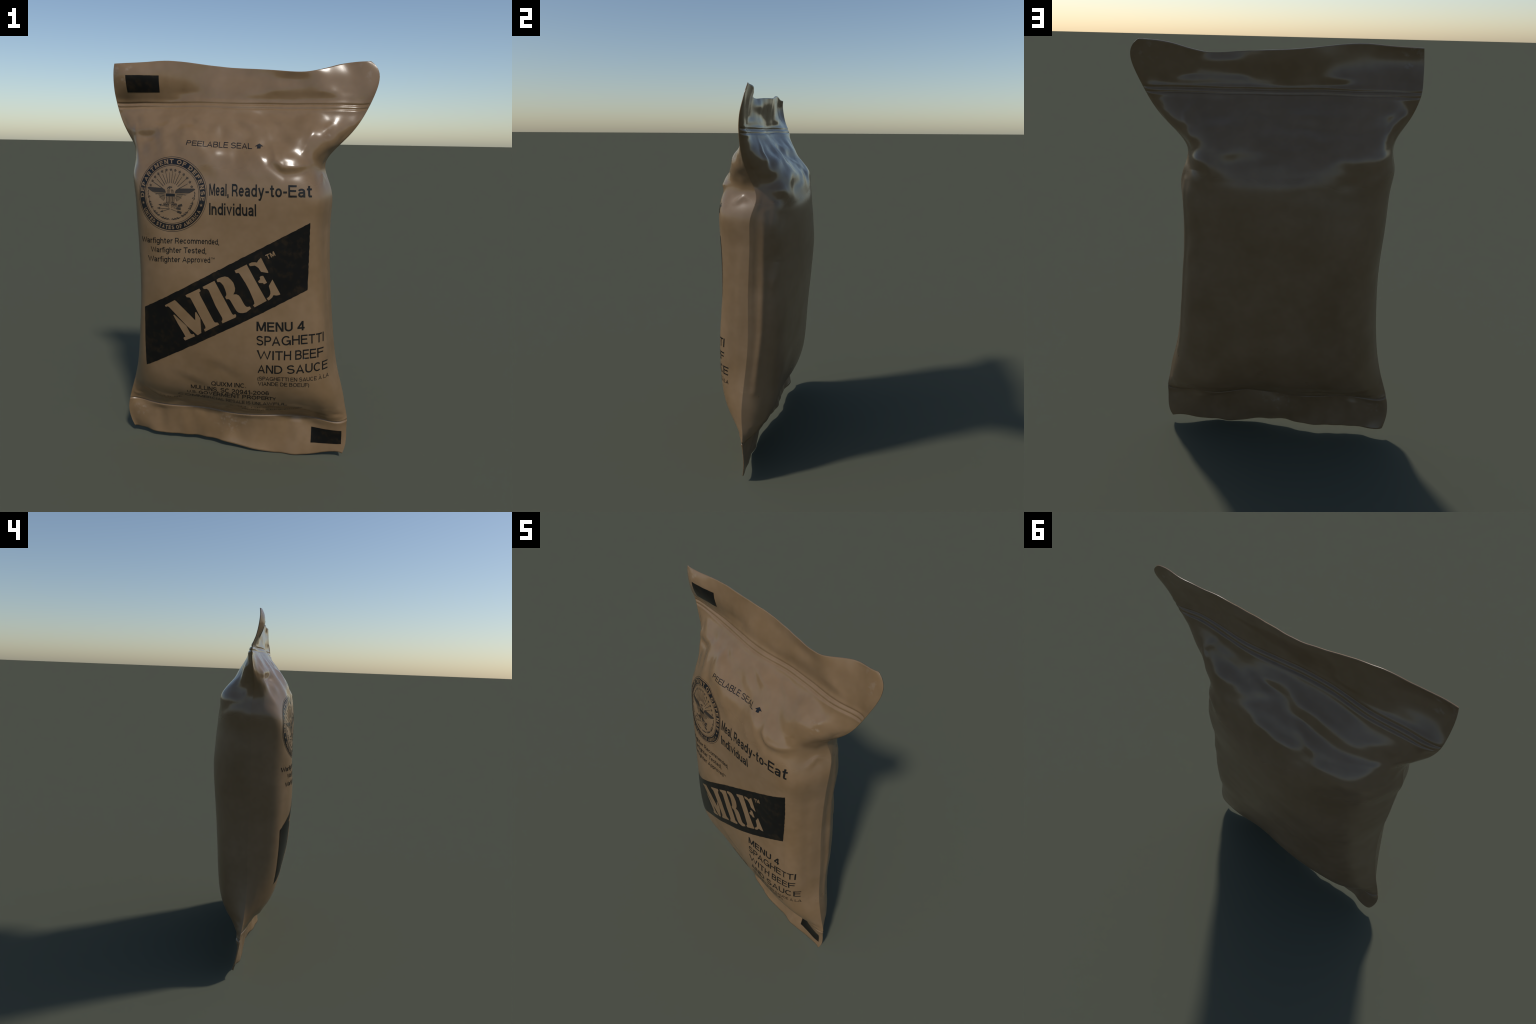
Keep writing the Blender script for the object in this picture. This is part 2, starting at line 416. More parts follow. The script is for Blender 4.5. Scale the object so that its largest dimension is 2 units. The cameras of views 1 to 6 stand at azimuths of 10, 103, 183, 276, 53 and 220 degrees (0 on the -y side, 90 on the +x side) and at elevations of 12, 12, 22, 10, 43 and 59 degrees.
def film_material():
    mat = bpy.data.materials.new("tan_film")
    nt, bsdf, new = nodes_of(mat)
    L = nt.links.new
    obj = new("ShaderNodeTexCoord").outputs["Object"]
    big = noise_node(nt, obj, 5.5, 3)
    mid = noise_node(nt, obj, 22, 4, 0.6)
    fine = noise_node(nt, obj, 420, 2)
    base = ramp(nt, 0.30, 0.72, TAN_DARK, TAN_LIGHT)
    L(big.outputs["Fac"], base.inputs["Fac"])
    tint = ramp(nt, 0.35, 0.70, (0.86, 0.84, 0.80), (1.05, 1.05, 1.06))
    L(mid.outputs["Fac"], tint.inputs["Fac"])
    mul = new("ShaderNodeMix")
    mul.data_type, mul.blend_type = "RGBA", "MULTIPLY"
    mul.inputs["Factor"].default_value = 0.25
    L(base.outputs["Color"], mul.inputs["A"])
    L(tint.outputs["Color"], mul.inputs["B"])
    grain = new("ShaderNodeMix")
    grain.data_type, grain.blend_type = "RGBA", "OVERLAY"
    grain.inputs["Factor"].default_value = 0.10
    L(mul.outputs["Result"], grain.inputs["A"])
    L(fine.outputs["Color"], grain.inputs["B"])
    colour = grain.outputs["Result"]
    # rubbed, whitened spots
    wear = None
    for centre, radius in SCUFFS:
        d = new("ShaderNodeVectorMath")
        d.operation = "DISTANCE"
        L(obj, d.inputs[0])
        d.inputs[1].default_value = centre
        m = new("ShaderNodeMapRange")
        m.inputs["From Min"].default_value, m.inputs["From Max"].default_value = radius * 1.3, radius * 0.2
        m.inputs["To Min"].default_value, m.inputs["To Max"].default_value = 0.0, 1.0
        L(d.outputs["Value"], m.inputs["Value"])
        if wear is None:
            wear = m.outputs["Result"]
        else:
            add = new("ShaderNodeMath")
            add.operation = "ADD"
            L(wear, add.inputs[0])
            L(m.outputs["Result"], add.inputs[1])
            wear = add.outputs[0]
    blot = noise_node(nt, obj, 38, 3, 0.55)
    cut = new("ShaderNodeMapRange")
    cut.inputs["From Min"].default_value, cut.inputs["From Max"].default_value = 0.54, 0.70
    L(blot.outputs["Fac"], cut.inputs["Value"])
    mask = new("ShaderNodeMath")
    mask.operation = "MULTIPLY"
    L(wear, mask.inputs[0])
    L(cut.outputs["Result"], mask.inputs[1])
    half_mask = new("ShaderNodeMath")
    half_mask.operation = "MULTIPLY"
    half_mask.inputs[1].default_value = 0.38
    L(mask.outputs[0], half_mask.inputs[0])
    scuffed = new("ShaderNodeMix")
    scuffed.data_type = "RGBA"
    L(half_mask.outputs[0], scuffed.inputs["Factor"])
    L(colour, scuffed.inputs["A"])
    scuffed.inputs["B"].default_value = (0.36, 0.31, 0.26, 1)
    L(scuffed.outputs["Result"], bsdf.inputs["Base Color"])
    # gloss: patchy, mostly low roughness
    gl = noise_node(nt, obj, 3.2, 3)
    rr = new("ShaderNodeMapRange")
    rr.inputs["From Min"].default_value, rr.inputs["From Max"].default_value = 0.3, 0.7
    rr.inputs["To Min"].default_value, rr.inputs["To Max"].default_value = ROUGH
    L(gl.outputs["Fac"], rr.inputs["Value"])
    # the filled body is handled and satin, the neck stays glossy
    xyz = new("ShaderNodeSeparateXYZ")
    L(obj, xyz.inputs[0])
    satin = new("ShaderNodeMapRange")
    satin.inputs["From Min"].default_value, satin.inputs["From Max"].default_value = 1.56, 1.36
    satin.inputs["To Min"].default_value, satin.inputs["To Max"].default_value = 0.0, 0.13
    L(xyz.outputs["Z"], satin.inputs["Value"])
    total = new("ShaderNodeMath")
    total.operation = "ADD"
    L(rr.outputs["Result"], total.inputs[0])
    L(satin.outputs["Result"], total.inputs[1])
    L(total.outputs[0], bsdf.inputs["Roughness"])
    bsdf.inputs["Specular IOR Level"].default_value = SPECULAR
    bump = new("ShaderNodeBump")
    bump.inputs["Strength"].default_value, bump.inputs["Distance"].default_value = 0.06, 0.002
    L(fine.outputs["Fac"], bump.inputs["Height"])
    L(bump.outputs["Normal"], bsdf.inputs["Normal"])
    return mat


def ink_material(name, dark, worn, amount, rough=0.28):
    mat = bpy.data.materials.new(name)
    nt, bsdf, new = nodes_of(mat)
    L = nt.links.new
    obj = new("ShaderNodeTexCoord").outputs["Object"]
    n = noise_node(nt, obj, 26, 6, 0.65)
    c = ramp(nt, 0.50, 0.50 + amount, dark, worn)
    L(n.outputs["Fac"], c.inputs["Fac"])
    L(c.outputs["Color"], bsdf.inputs["Base Color"])
    bsdf.inputs["Roughness"].default_value = rough
    bsdf.inputs["Specular IOR Level"].default_value = SPECULAR * 0.5
    return mat


TAN_DARK, TAN_LIGHT = (0.175, 0.109, 0.054), (0.210, 0.135, 0.075)
ROUGH, SPECULAR = (0.14, 0.26), 0.5
FILM_MAT = film_material()
INK = ink_material("black_ink", (0.009, 0.009, 0.009), (0.017, 0.015, 0.013), 0.35)
NAVY_INK = ink_material("navy_ink", (0.008, 0.0085, 0.0105), (0.012, 0.0125, 0.014), 0.35)
WORN_INK = ink_material("worn_black_ink", (0.0058, 0.0056, 0.0054), (0.026, 0.017, 0.009), 0.32)
FADED_INK = ink_material("faded_brown_ink", (0.030, 0.022, 0.014), (0.060, 0.042, 0.026), 0.3)
WASH_INK = ink_material("faint_line_ink", (0.115, 0.078, 0.044), (0.135, 0.092, 0.055), 0.3)
FINE_INK = ink_material("fine_line_ink", (0.030, 0.024, 0.020), (0.050, 0.038, 0.028), 0.3)


# ---------------------------------------------------------------------------------------
# POUCH MESHES
# ---------------------------------------------------------------------------------------
root = bpy.data.objects.new("ration_pouch", None)
bpy.context.scene.collection.objects.link(root)
root["label"] = "glossy tan sealed field ration pouch with black printed lettering"
root["category"] = "food pouch"


def add_object(name, mesh, parent):
    ob = bpy.data.objects.new(name, mesh)
    bpy.context.scene.collection.objects.link(ob)
    ob.parent = parent
    return ob


front, back = build_sheets()
ROWS, COLS = front.shape[:2]
coords = np.concatenate([front.reshape(-1, 3), back.reshape(-1, 3)])


def fid(i, j):
    return i * COLS + j


def bid(i, j):
    return ROWS * COLS + i * COLS + j


def part_of(row, side):
    if row < SEAM_FINE:
        return "bottom_seal"
    if row >= PRESS_FINE:
        return "top_flap"
    return side


faces = {"front_panel": [], "back_panel": [], "bottom_seal": [], "top_flap": []}
for i in range(ROWS - 1):
    for j in range(COLS - 1):
        faces[part_of(i, "front_panel")].append((fid(i, j), fid(i, j + 1), fid(i + 1, j + 1), fid(i + 1, j)))
        faces[part_of(i, "back_panel")].append((bid(i, j + 1), bid(i, j), bid(i + 1, j), bid(i + 1, j + 1)))
    for j, flip in ((0, True), (COLS - 1, False)):       # the cut edges of the two films
        q = (fid(i, j), bid(i, j), bid(i + 1, j), fid(i + 1, j))
        faces[part_of(i, "back_panel")].append(q[::-1] if flip else q)
for i, flip in ((0, False), (ROWS - 1, True)):
    for j in range(COLS - 1):
        q = (fid(i, j), bid(i, j), bid(i, j + 1), fid(i, j + 1))
        faces["bottom_seal" if i == 0 else "top_flap"].append(q[::-1] if flip else q)

whole = bpy.data.meshes.new("whole")
every = [f for part in faces.values() for f in part]
whole.from_pydata(coords.tolist(), [], every)
whole.update()
vn = np.empty(len(coords) * 3, np.float32)
whole.vertex_normals.foreach_get("vector", vn)
vn = vn.reshape(-1, 3)
BVH = BVHTree.FromPolygons([tuple(c) for c in front.reshape(-1, 3)],
                           [(fid(i, j), fid(i, j + 1), fid(i + 1, j + 1), fid(i + 1, j))
                            for i in range(ROWS - 1) for j in range(COLS - 1)])
bpy.data.meshes.remove(whole)

PART = {}
for name, fs in faces.items():
    used = np.unique(np.array(fs))
    index = {int(k): n for n, k in enumerate(used)}
    me = bpy.data.meshes.new(name)
    me.from_pydata(coords[used].tolist(), [], [tuple(index[k] for k in f) for f in fs])
    me.polygons.foreach_set("use_smooth", [True] * len(fs))
    me.update()
    me.normals_split_custom_set_from_vertices(vn[used].tolist())
    me.materials.append(FILM_MAT)
    PART[name] = add_object(name, me, root)


# ---------------------------------------------------------------------------------------
# PRINTING: flat shapes laid out in the x-z plane, cut into small cells and pressed onto
# the front film a fraction of a millimetre proud of it.
# ---------------------------------------------------------------------------------------
def clusters(boxes):
    """Group shapes whose bounding boxes touch."""
    group = list(range(len(boxes)))

    def find(i):
        while group[i] != i:
            group[i] = group[group[i]]
            i = group[i]
        return i

    order = sorted(range(len(boxes)), key=lambda i: boxes[i][0])
    for n, i in enumerate(order):
        for j in order[n + 1:]:
            if boxes[j][0] > boxes[i][2]:
                break
            if boxes[j][1] <= boxes[i][3] and boxes[i][1] <= boxes[j][3]:
                group[find(j)] = find(i)
    found = {}
    for i in range(len(boxes)):
        found.setdefault(find(i), []).append(i)
    return found.values()


def merged(bm):
    """Overlapping flat shapes welded into one layer of triangles."""
    polys = []
    for f in bm.faces:
        pts = [(v.co.x * 100, v.co.z * 100) for v in f.verts]
        area = 0.5 * sum(p[0] * q[1] - q[0] * p[1] for p, q in zip(pts, pts[1:] + pts[:1]))
        if abs(area) > 1e-7:
            polys.append((abs(area), pts if area > 0 else pts[::-1]))
    bm.free()
    boxes = [(min(p[0] for p in q), min(p[1] for p in q), max(p[0] for p in q), max(p[1] for p in q)) for _, q in polys]
    out = bmesh.new()
    for members in clusters(boxes):
        limit = sum(polys[i][0] for i in members)
        for attempt in range(6):
            shift = random.Random(attempt)
            nudge = lambda: shift.uniform(-2e-4, 2e-4) * attempt
            verts, faces = [], []
            for i in members:
                faces.append(list(range(len(verts), len(verts) + len(polys[i][1]))))
                verts += [Vector((x + nudge(), z + nudge())) for x, z in polys[i][1]]
            co, _, tris, _, _, source = delaunay_2d_cdt(verts, [], faces, 0, 1e-5)
            keep = [t for t, src in zip(tris, source) if src]
            size = sum(0.5 * abs((co[t[1]] - co[t[0]]).cross(co[t[2]] - co[t[0]])) for t in keep)
            if size < limit * 1.01 + 1e-6:
                break
        made = [out.verts.new((c.x / 100, 0, c.y / 100)) for c in co]
        for t in keep:
            out.faces.new([made[k] for k in t])
    bmesh.ops.delete(out, geom=[v for v in out.verts if not v.link_faces], context="VERTS")
    return out


def press_on(name, bm, lift, mat, parent, cell=0.012):
    bm = merged(bm)
    xs = [v.co.x for v in bm.verts]
    zs = [v.co.z for v in bm.verts]
    for axis, lo, hi in (((1, 0, 0), min(xs), max(xs)), ((0, 0, 1), min(zs), max(zs))):
        k = math.ceil(lo / cell)
        while k * cell < hi:
            bmesh.ops.bisect_plane(bm, geom=bm.verts[:] + bm.edges[:] + bm.faces[:], dist=1e-6,
                                   plane_co=Vector(axis) * (k * cell), plane_no=axis)
            k += 1
    bmesh.ops.triangulate(bm, faces=bm.faces[:])
    for v in bm.verts:
        hit, n, _, _ = BVH.ray_cast(Vector((v.co.x, -1.5, v.co.z)), Vector((0, 1, 0)))
        if hit is None:
            hit, n, _, _ = BVH.find_nearest(Vector((v.co.x, 0, v.co.z)))
        v.co = hit + n * (lift if n.y < 0 else -lift)
    bm.normal_update()
    for f in bm.faces:
        f.smooth = True
        if f.normal.y > 0:
            f.normal_flip()
    bm.normal_update()
    me = bpy.data.meshes.new(name)
    bm.to_mesh(me)
    bm.free()
    me.materials.append(mat)
    return add_object(name, me, parent)


def polygon(bm, pts):
    f = bm.faces.new([bm.verts.new((x, 0, z)) for x, z in pts])
    return f


def ragged(pts, step, amount, seed):
    """A printed outline whose edge wanders a little."""
    rng, out = random.Random(seed), []
    for (x0, z0), (x1, z1) in zip(pts, pts[1:] + pts[:1]):
        n = max(1, int(math.hypot(x1 - x0, z1 - z0) / step))
        for k in range(n):
            a = amount if k else 0
            out.append((x0 + (x1 - x0) * k / n + rng.uniform(-a, a), z0 + (z1 - z0) * k / n + rng.uniform(-a, a)))
    return out


# Grotesque lettering drawn with a pen of width t: capital height 1, x-height X.
X = 0.73


def arc(cx, cy, rx, ry, a0, a1):
    n = max(4, int(abs(a1 - a0) / 15))
    return [(cx + rx * math.cos(math.radians(a0 + (a1 - a0) * k / n)),
             cy + ry * math.sin(math.radians(a0 + (a1 - a0) * k / n))) for k in range(n + 1)]


def ellipse(w, h, top, foot=0.0):
    return arc(w / 2, (top + foot) / 2, w / 2 - h, (top - foot) / 2 - h, 90, 450)


def ess(w, h, top):
    m = top * 0.52
    up = arc(w / 2, (top + m - h) / 2, w * 0.47 - h, (top - m + h) / 2 - h, 22, 235)
    low = arc(w / 2, (m + h) / 2, w / 2 - h, (m + h) / 2 - h, 55, -160)
    return [up + low]


def arch(x0, x1, h, top=X):
    c, r = (x0 + x1) / 2, (x1 - x0) / 2
    return arc(c, top - 0.34, r, 0.34 - h, 180, 0) + [(x1, 0)]


def glyph(ch, t):
    """Width and pen strokes of one character."""
    h = t / 2
    v = lambda x, a=0.0, b=1.0: [(x, a), (x, b)]
    if ch in "OQ0":
        w = 0.94 if ch != "0" else 0.66
        s = [ellipse(w, h, 1)]
        if ch == "Q":
            s.append([(w * 0.58, 0.24), (w * 0.98, -0.02)])
    elif ch in "A\u00c0":
        w = 0.86
        s = [[(h, 0), (w / 2, 1 - h * 1.3), (w - h, 0)], [(w * 0.2, 0.30), (w * 0.8, 0.30)]]
        if ch != "A":
            s.append([(w * 0.35, 1.26), (w * 0.55, 1.10)])
    elif ch in "BPR":
        w = 0.76
        m = 0.53 if ch == "B" else 0.46
        s = [v(h), [(h, 1 - h), (w * 0.52, 1 - h)] + arc(w * 0.52, (1 - h + m) / 2, w * 0.43 - h, (1 - h - m) / 2, 90, -90) + [(h, m)]]
        if ch == "B":
            s.append([(h, m), (w * 0.54, m)] + arc(w * 0.54, (m + h) / 2, w * 0.46 - h, (m - h) / 2, 90, -90) + [(h, h)])
        if ch == "R":
            s.append([(w * 0.50, m), (w * 0.68, m * 0.86), (w * 0.82, m * 0.55), (w - h * 1.1, 0)])
    elif ch == "C":
        w, s = 0.88, [arc(0.44, 0.5, 0.44 - h, 0.5 - h, 45, 315)]
    elif ch == "D":
        w = 0.84
        s = [v(h), [(h, 1 - h), (w * 0.42, 1 - h)] + arc(w * 0.42, 0.5, w * 0.58 - h, 0.5 - h, 90, -90) + [(h, h)]]
    elif ch in "EFL":
        w = {"E": 0.72, "F": 0.68, "L": 0.62}[ch]
        s = [v(h)]
        if ch in "EF":
            s += [[(h, 1 - h), (w, 1 - h)], [(h, 0.53), (w * 0.93, 0.53)]]
        if ch in "EL":
            s.append([(h, h), (w, h)])
    elif ch == "G":
        w = 0.92
        s = [arc(w / 2, 0.5, w / 2 - h, 0.5 - h, 42, 345), [(w * 0.54, 0.46), (w - h, 0.46)], [(w - h, 0.46 + h), (w - h, 0)]]
    elif ch == "H":
        w = 0.78
        s = [v(h), v(w - h), [(h, 0.53), (w - h, 0.53)]]
    elif ch in "Il":
        w, s = t, [v(h)]
    elif ch == "M":
        w = 0.96
        s = [v(h), v(w - h), [(h * 1.3, 1), (w / 2, h * 0.8)], [(w / 2, h * 0.8), (w - h * 1.3, 1)]]
    elif ch == "N":
        w = 0.78
        s = [v(h), v(w - h), [(h * 1.2, 1), (w - h * 1.2, 0)]]
    elif ch in "Ss":
        w = 0.80 if ch == "S" else 0.58
        s = ess(w, h, 1 if ch == "S" else X)
    elif ch == "T":
        w = 0.76
        s = [[(0, 1 - h), (w, 1 - h)], v(w / 2)]
    elif ch in "Uu":
        w, top = (0.78, 1) if ch == "U" else (0.60, X)
        s = [[(h, top), (h, 0.34)] + arc(w / 2, 0.34, w / 2 - h, 0.34 - h, 180, 360) + [(w - h, top)]]
        if ch == "u":
            s.append(v(w - h, 0, X))
    elif ch in "VvXYy":
        top = 1 if ch.isupper() else X
        w = 0.84 if ch.isupper() else 0.64
        if ch in "Vv":
            s = [[(h, top), (w / 2, h * 1.35), (w - h, top)]]
        elif ch == "X":
            s = [[(h, 1), (w - h, 0)], [(w - h, 1), (h, 0)]]
        elif ch == "Y":
            s = [[(h, 1), (w / 2, 0.42)], [(w - h, 1), (w / 2, 0.42)], v(w / 2, 0, 0.45)]
        else:
            s = [[(h, X), (w * 0.52, 0.03)], [(w - h, X), (w * 0.46, -0.10), (w * 0.36, -0.22), (w * 0.10, -0.27 + h * 0.4)]]
    elif ch in "Ww":
        top, w = (1, 1.20) if ch == "W" else (X, 0.94)
        s = [[(h, top), (w * 0.27, h * 1.4), (w / 2, top - h * 1.4), (w * 0.73, h * 1.4), (w - h, top)]]
    elif ch == "1":
        w = 0.40
        s = [v(w - h), [(w - h, 0.97), (0.0, 0.74)]]
    elif ch == "2":
        w = 0.66
        s = [arc(w / 2, 0.70, w / 2 - h, 0.30 - h, 170, -35) + [(w * 0.30, 0.30), (h * 1.4, h)], [(0, h), (w, h)]]
    elif ch == "4":
        w = 0.70
        s = [v(w * 0.72), [(w * 0.72, 0.97), (h * 0.9, 0.30)], [(0, 0.27), (w, 0.27)]]
    elif ch in "69":
        w = 0.66
        s = [ellipse(w, h, 0.64), arc(w / 2, 0.56, w / 2 - h, 0.44 - h, 35, 180) + [(h, 0.32)]]
        if ch == "9":
            s = [[(w - a, 1 - b) for a, b in q] for q in s]
    elif ch == "a":
        w = 0.60
        s = [arc(w * 0.47, X * 0.68, w * 0.43 - h * 0.6, X * 0.32 - h, 165, 0) + [(w - h * 1.3, 0)],
             [(w - h * 1.3, X * 0.56), (w * 0.45, X * 0.53)] + arc(w * 0.42, (X * 0.53 + h) / 2, w * 0.42 - h, (X * 0.53 - h) / 2, 90, 270) + [(w * 0.58, h * 1.3), (w - h * 1.3, X * 0.30)]]
    elif ch in "bdpqg":
        w = 0.62
        s = [ellipse(w, h, X)]
        if ch in "bp":
            s.append(v(h, 0 if ch == "b" else -0.27, 1 if ch == "b" else X))
        else:
            s.append(v(w - h, {"d": 0, "q": -0.27, "g": -0.06}[ch], 1 if ch == "d" else X))
        if ch == "g":
            s.append(arc(w / 2, -0.06, w / 2 - h, 0.23 - h, 0, -155))
    elif ch in "oce":
        w = 0.62 if ch != "c" else 0.58
        if ch == "o":
            s = [ellipse(w, h, X)]
        else:
            s = [arc(w / 2, X / 2, w / 2 - h, X / 2 - h, 45 if ch == "c" else 0, 318)]
        if ch == "e":
            s.append([(h, X * 0.5), (w - h * 0.6, X * 0.5)])
    elif ch == "f":
        w = 0.36
        s = [[(w * 0.45, 0), (w * 0.45, 0.84), (w * 0.60, 1 - h * 1.1), (w * 1.05, 1 - h)], [(0, X - h * 0.8), (w, X - h * 0.8)]]
    elif ch in "hnr":
        w = 0.58 if ch != "r" else 0.36
        s = [v(h, 0, 1 if ch == "h" else X)]
        s.append(arch(h, w - h, h) if ch != "r" else arc(h + 0.27, X - 0.32, 0.27, 0.32 - h, 180, 85))
    elif ch == "m":
        w = 0.94
        s = [v(h, 0, X), arch(h, w / 2, h), arch(w / 2, w - h, h)]
    elif ch == "i":
        w, s = t, [v(h, 0, X), v(h, 1 - t, 1)]
    elif ch == "t":
        w = 0.38
        s = [[(w * 0.45, 0.94), (w * 0.45, 0.16), (w * 0.56, h * 1.1), (w, h)], [(0, X - h * 0.8), (w, X - h * 0.8)]]
    elif ch in ",.":
        w = t * 1.1
        s = [v(w / 2, 0, t)]
        if ch == ",":
            s.append([(w / 2 + h * 0.4, 0.02), (w / 2 - h * 0.3, -0.15)])
    elif ch == "-":
        w, s = 0.34, [[(0, 0.40), (0.34, 0.40)]]
    elif ch == "(":
        w, s = 0.22, [arc(0.60, 0.38, 0.60 - h, 0.72, 140, 220)]
    elif ch == ")":
        w, s = 0.22, [arc(-0.38, 0.38, 0.60 - h, 0.72, 40, -40)]
    else:
        w, s = 0.20, []
    return w, s


def pen(bm, pts, t):
    """Quads along a stroke, mitred at its corners."""
    pts = [p for k, p in enumerate(pts) if k == 0 or math.dist(p, pts[k - 1]) > 1e-5]
    closed = math.dist(pts[0], pts[-1]) < 1e-6
    n = len(pts) - 1
    side = []
    for k in range(n + 1):
        a = pts[k - 1] if k else (pts[n - 1] if closed else None)
        b = pts[k + 1] if k < n else (pts[1] if closed else None)
        dirs = [((q[0] - p[0]) / math.dist(p, q), (q[1] - p[1]) / math.dist(p, q))
                for p, q in ((a, pts[k]), (pts[k], b)) if p is not None and q is not None]
        nx, ny = -sum(d[1] for d in dirs), sum(d[0] for d in dirs)
        m = math.hypot(nx, ny)
        nx, ny = nx / m, ny / m
        stretch = 1 / max(0.62, nx * -dirs[0][1] + ny * dirs[0][0])
        side.append((nx * t / 2 * stretch, ny * t / 2 * stretch))
    for k in range(n):
        (x0, y0), (x1, y1), (a, b), (c, d) = pts[k], pts[k + 1], side[k], side[k + 1]
        bm.faces.new([bm.verts.new((x, 0, z)) for x, z in ((x0 - a, y0 - b), (x1 - c, y1 - d), (x1 + c, y1 + d), (x0 + a, y0 + b))])


KERN = ("PA", "LA", "AV", "AW", "TA", "AT", "AY", "LT", "LY", "Wa", "Te", "RT", "TY", "ER")


def text_shape(body, weight, serif=0.0):
    """The text as flat quads in the x-z plane, scaled to width 0..1 and capital height 0..1."""
    bm, x = bmesh.new(), 0.0
    gap = 0.11 if not serif else 0.30
    for k, ch in enumerate(body):
        w, strokes = glyph(ch, weight)
        if k and not serif and body[k - 1] + ch in KERN:
            x -= 0.10
        for s in strokes:
            pen(bm, [(x + a, b) for a, b in s], weight)
            if serif:
                for a, b in (s[0], s[-1]):
                    if (abs(b) < 0.02 or abs(b - 1) < 0.02) and abs(s[0][1] - s[-1][1]) > 0.3:
                        y = 0.05 if b < 0.5 else 0.95
                        pen(bm, [(x + a - serif, y), (x + a + serif, y)], 0.10)
        x += w + gap if strokes else 0.30 + gap * 0.3
    lo, hi = min(v.co.x for v in bm.verts), max(v.co.x for v in bm.verts)
    for v in bm.verts:
        v.co.x = (v.co.x - lo) / (hi - lo)
    return bm


def along_rail(stops, s, k):
    """Lagrange interpolation through the few measured stops of a baseline or cap line."""
    x = z = 0.0
    for i, a in enumerate(stops):
        w = 1.0
        for j, b in enumerate(stops):
            if i != j:
                w *= (s - b[0]) / (a[0] - b[0])
        x, z = x + w * a[k][0], z + w * a[k][1]
    return x, z


def set_text(body, stops, mat, lift, parent, weight=0.0, name="printed_text"):
    bm = text_shape(body, weight)
    for v in bm.verts:
        s, t = v.co.x, v.co.z
        x0, z0 = along_rail(stops, s, 1)
        x1, z1 = along_rail(stops, s, 2)
        v.co = (x0 + (x1 - x0) * t, 0, z0 + (z1 - z0) * t)
    return press_on(name, bm, lift, mat, parent)


INK_LIFT, OVER_LIFT = 0.0010, 0.0020
panel, flap, seal = PART["front_panel"], PART["top_flap"], PART["bottom_seal"]

